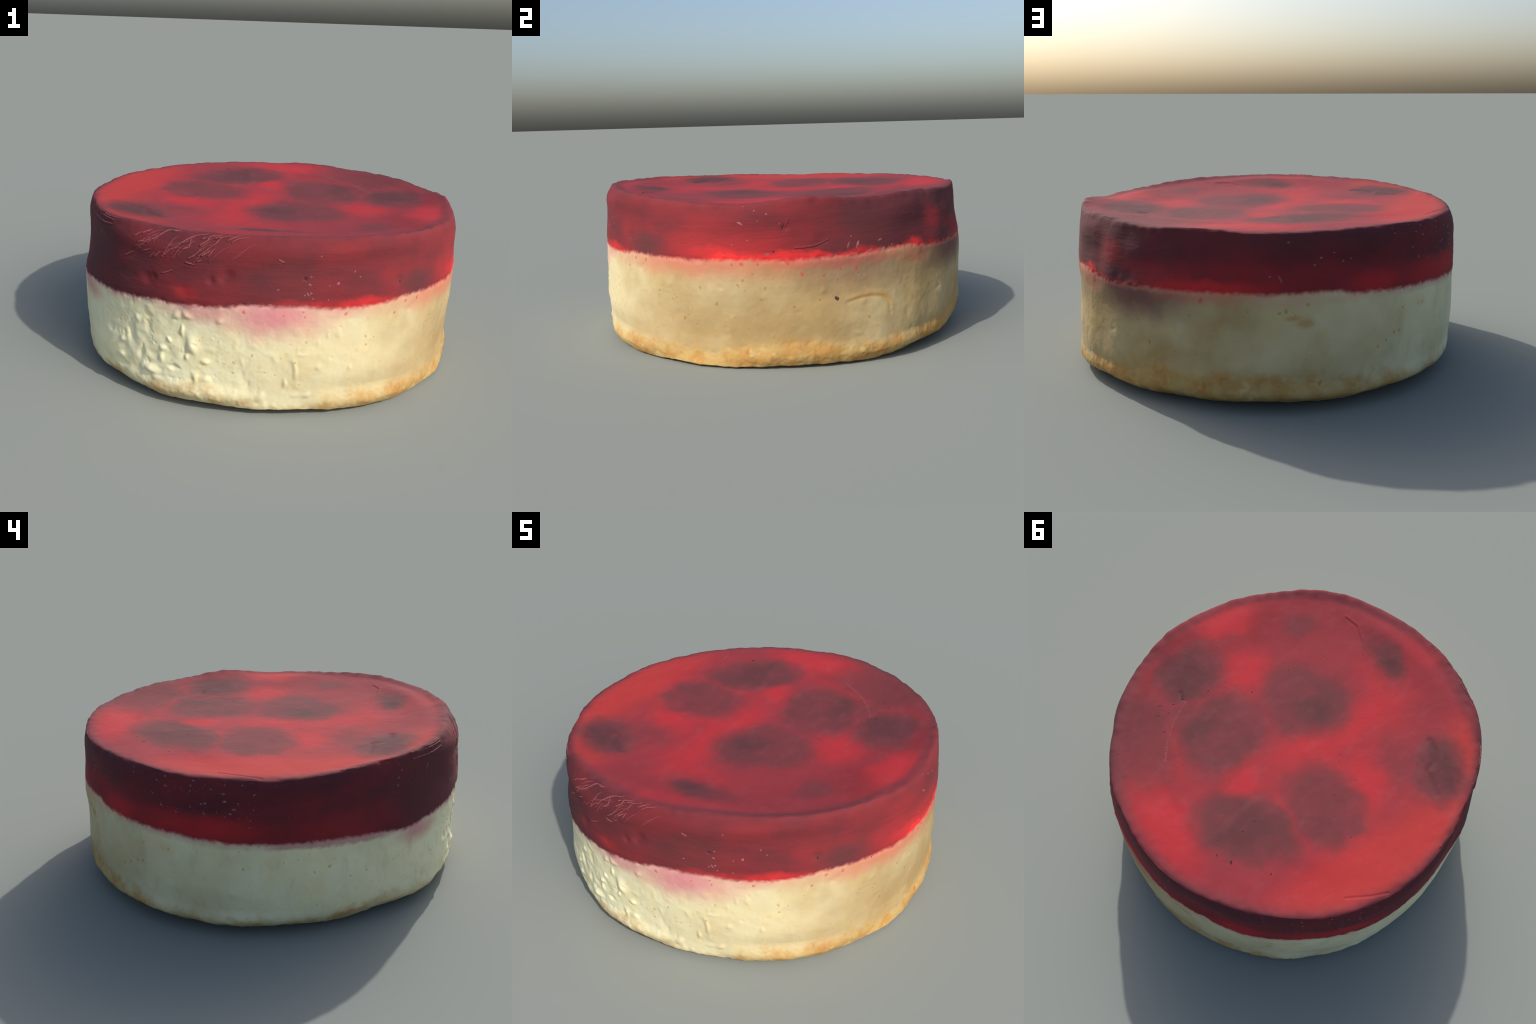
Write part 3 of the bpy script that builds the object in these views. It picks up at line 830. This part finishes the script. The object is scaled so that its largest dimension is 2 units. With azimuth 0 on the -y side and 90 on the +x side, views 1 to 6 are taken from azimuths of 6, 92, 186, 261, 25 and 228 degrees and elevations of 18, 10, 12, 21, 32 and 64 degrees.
# pale bubbles in the jelly: azimuth, height, size in mm
BUBBLES = [(221.1, .77, 5), (221.6, .746, 5), (229.7, .738, 6), (232.2, .761, 6), (232.6, .72, 7), (239.9, .738, 6), (239.8, .715, 5),
           (240.6, .761, 7), (245.4, .732, 5), (248.7, .716, 8), (249, .753, 5), (253.5, .755, 5), (256.5, .716, 6), (228.3, .672, 5), (203.7, .691, 5), (208.4, .66, 4),
           (230.9, .624, 7), (235.4, .606, 6), (239.7, .641, 5), (242.7, .661, 7), (243.8, .665, 8), (249, .682, 9), (251.3, .646, 9), (250.3, .625, 7), (243.3, .618, 5),
           (248.9, .61, 5), (252.4, .676, 5), (256.3, .647, 5), (255.4, .598, 4), (255.2, .565, 6), (246.8, .628, 4), (299.6, .724, 6), (298.6, .691, 7), (298.4, .654, 8),
           (192.3, .742, 6), (200.4, .673, 8), (198.8, .644, 7), (206.3, .652, 6), (187.8, .602, 6), (83, .741, 5), (86.3, .725, 6), (79.9, .763, 4), (83.9, .695, 4),
           (81.1, .607, 5), (76.9, .588, 4), (74.7, .537, 5), (86.4, .541, 9), (89.8, .68, 4), (109.5, .609, 5), (22.5, .62, 8), (27, .666, 5), (28.5, .641, 4), (15.2, .62, 6),
           (15.5, .653, 5), (20.2, .612, 4), (17.8, .742, 4), (14, .574, 5), (16.1, .558, 5), (20, .551, 4), (7.4, .597, 5), (15.6, .582, 6)]
items = [(a_, h_, m_ * .00105 * random.uniform(.8, 1.1), m_ * .00075, random.uniform(-60, 60)) for a_, h_, m_ in BUBBLES]
# longer flecks: azimuth, height, half length, half width, turn
items += [(79.2, .685, .014, .006, -35), (108.6, .569, .016, .005, 75), (111.3, .570, .020, .006, 75), (118.2, .581, .014, .004, 10), (115.2, .537, .010, .005, 40),
          (122.1, .551, .010, .004, 60), (190.3, .591, .018, .005, -60), (7.7, .72, .013, .004, -40), (310.3, .701, .016, .004, 65), (14.8, .578, .010, .004, -50)]
# a fine scatter round the bubbly side
for _ in range(70):
    items.append((random.gauss(242, 11), random.uniform(.60, .785), random.uniform(.0015, .003), random.uniform(.0012, .002), random.uniform(0, 180)))
for _ in range(30):
    items.append((random.gauss(305, 7), random.uniform(.62, .785), random.uniform(.002, .005), random.uniform(.001, .0016), random.uniform(60, 110)))
domes('air_bubble', items, MAT['bubble'], parts['jelly'], .0008, place_side)

# highlights on the smeared ridges, modelled as strips of paler jelly colour
crests = []
for k, w in enumerate(WIPES[:-2]):
    wide = random.uniform(.0012, .0018) if k < 24 else random.uniform(.0024, .0038)
    n = len(w) - 1
    for i, ((a0, h0), (a1, h1)) in enumerate(zip(w[:-1], w[1:])):
        du, dv = math.radians(a1 - a0) * .98, h1 - h0
        taper = .45 + .55 * math.sin(math.pi * (i + .6) / (n + .2))
        crests.append(((a0 + a1) / 2, (h0 + h1) / 2 + .001, .62 * math.hypot(du, dv), wide * taper, math.degrees(math.atan2(dv, du))))
domes('pale_ridge_strip', crests, MAT['ridge_glint'], parts['jelly'], .0014, place_side)

# pores of the curd filled with juice, close to the seam: azimuth, height, size in mm
JUICE = [(359.3, .494, 8), (43.7, .494, 8), (48.4, .493, 9), (25, .481, 8), (39.9, .45, 7), (9, .483, 4), (13.9, .5, 5), (14.4, .477, 5), (79.3, .502, 11),
         (76.7, .498, 7), (83.7, .5, 8), (91.5, .503, 10), (110.7, .462, 9), (95.4, .448, 9), (101.5, .437, 6), (106.2, .462, 6), (105.4, .413, 6), (111.4, .44, 6), (171, .498, 10), (163, .505, 8)]
domes('juice_pore', [(a_, h_, m_ * .00100, m_ * .00115, random.uniform(-30, 30)) for a_, h_, m_ in JUICE], MAT['juice'], parts['curd'], .0006, place_side)

PORES = [(326.5, .29, 7), (340.5, .219, 7), (357.1, .254, 8), (357, .205, 7), (1.7, .295, 8), (354.7, .244, 5), (12.4, .268, 7), (31.2, .362, 8), (31.4, .323, 7), (15, .361, 6),
         (12.9, .415, 6), (15.5, .42, 6), (23.8, .426, 5), (53.7, .353, 7), (67.4, .386, 8), (72, .311, 10), (61.7, .228, 9), (79.5, .424, 8), (78.1, .402, 8), (85.5, .387, 8),
         (82.2, .454, 6), (84.4, .335, 6), (59.6, .328, 5), (114.4, .224, 9), (100.2, .324, 7), (93.2, .297, 7), (152.4, .382, 11), (156.2, .286, 9), (168, .431, 7), (196.9, .482, 9),
         (191.6, .457, 10), (190, .45, 8), (223.3, .311, 9), (216, .261, 9), (218.5, .283, 8), (200, .132, 11), (221.5, .307, 9), (232.6, .413, 8), (253.3, .363, 8), (224.3, .413, 8),
         (276, .352, 10), (271.9, .331, 7), (286.9, .296, 7), (281.9, .286, 6)]
items = [(a_, h_, m_ * .00090, m_ * .00105, random.uniform(-30, 30)) for a_, h_, m_ in PORES]
for _ in range(150):
    az_ = random.uniform(0, 360)
    if 318 < az_ < 338:
        continue
    items.append((az_, random.uniform(.13, .46), random.uniform(.0018, .0042), random.uniform(.002, .005), random.uniform(-30, 30)))
domes('pore', items, MAT['pore'], parts['curd'], .0005, place_side)
domes('seed', [(105.1, .324, .016, .008, -38)], MAT['seed'], parts['curd'], .0012, place_side)

arc = flowing([(.535, .300), (.50, .375), (.45, .455), (.385, .53), (.315, .592), (.27, .640)], 6)  # pale dashes along the curved ridge of the top face
domes('pale_ridge_strip', [((x0 + x1) / 2, (y0 + y1) / 2, .65 * math.hypot(x1 - x0, y1 - y0), random.uniform(.003, .009), math.degrees(math.atan2(y1 - y0, x1 - x0)))
                      for (x0, y0), (x1, y1) in zip(arc[:-1], arc[1:])], MAT['film'], parts['jelly'], .0006, place_top)

# small dark nicks of the top face: x, y, half length, half width, turn
NICKS = [(.574, .298, .022, .006, 150), (.560, .306, .012, .005, 60), (.517, .168, .012, .004, 120), (.646, .143, .010, .003, 160), (.596, .427, .014, .004, 60), (.562, .363, .010, .004, 60),
         (.534, .416, .008, .004, 40), (.416, .27, .006, .004, 0), (.364, -.013, .007, .005, 0), (.35, -.257, .009, .003, 150), (.454, .501, .010, .004, 70), (.555, .473, .020, .003, 70),
         (-.236, .453, .012, .005, 40), (-.243, .529, .010, .004, 50), (-.205, .656, .006, .004, 0), (.481, .764, .006, .004, 0), (-.051, -.238, .004, .003, 0), (-.13, -.315, .004, .003, 0),
         (-.219, -.127, .007, .002, 130), (-.248, -.101, .007, .002, 130), (-.593, -.522, .005, .003, 0), (-.516, -.395, .005, .003, 0), (-.722, -.477, .009, .003, 120), (-.696, -.461, .004, .003, 0),
         (-.379, -.092, .006, .003, 100), (-.376, .047, .006, .004, 0), (-.413, .053, .005, .003, 0), (-.463, .126, .006, .003, 0), (-.464, .147, .004, .003, 0), (-.6, .139, .007, .003, 60),
         (-.335, .674, .018, .008, 140), (-.263, .705, .010, .005, 140), (-.5, .562, .009, .005, 140), (.035, -.286, .004, .003, 0), (.157, -.631, .006, .004, 0), (.293, -.466, .006, .003, 0)]
for _ in range(25):
    a_, r_ = random.uniform(0, TAU), .85 * math.sqrt(random.random())
    NICKS.append((r_ * math.cos(a_), r_ * math.sin(a_), random.uniform(.002, .006), random.uniform(.0012, .0022), random.uniform(0, 180)))
domes('surface_nick', [(x_, y_, .75 * a_, .75 * b_, t_) for x_, y_, a_, b_, t_ in NICKS], MAT['mark'], parts['jelly'], .0005, place_top)
domes('jelly_nick', [(14, .645, .010, .004, 5), (90.6, .665, .016, .003, 78), (88, .555, .007, .004, 80), (57, .512, .003, .003, 0), (41.5, .59, .008, .004, 70)], MAT['mark'], parts['jelly'], .0006, place_side)
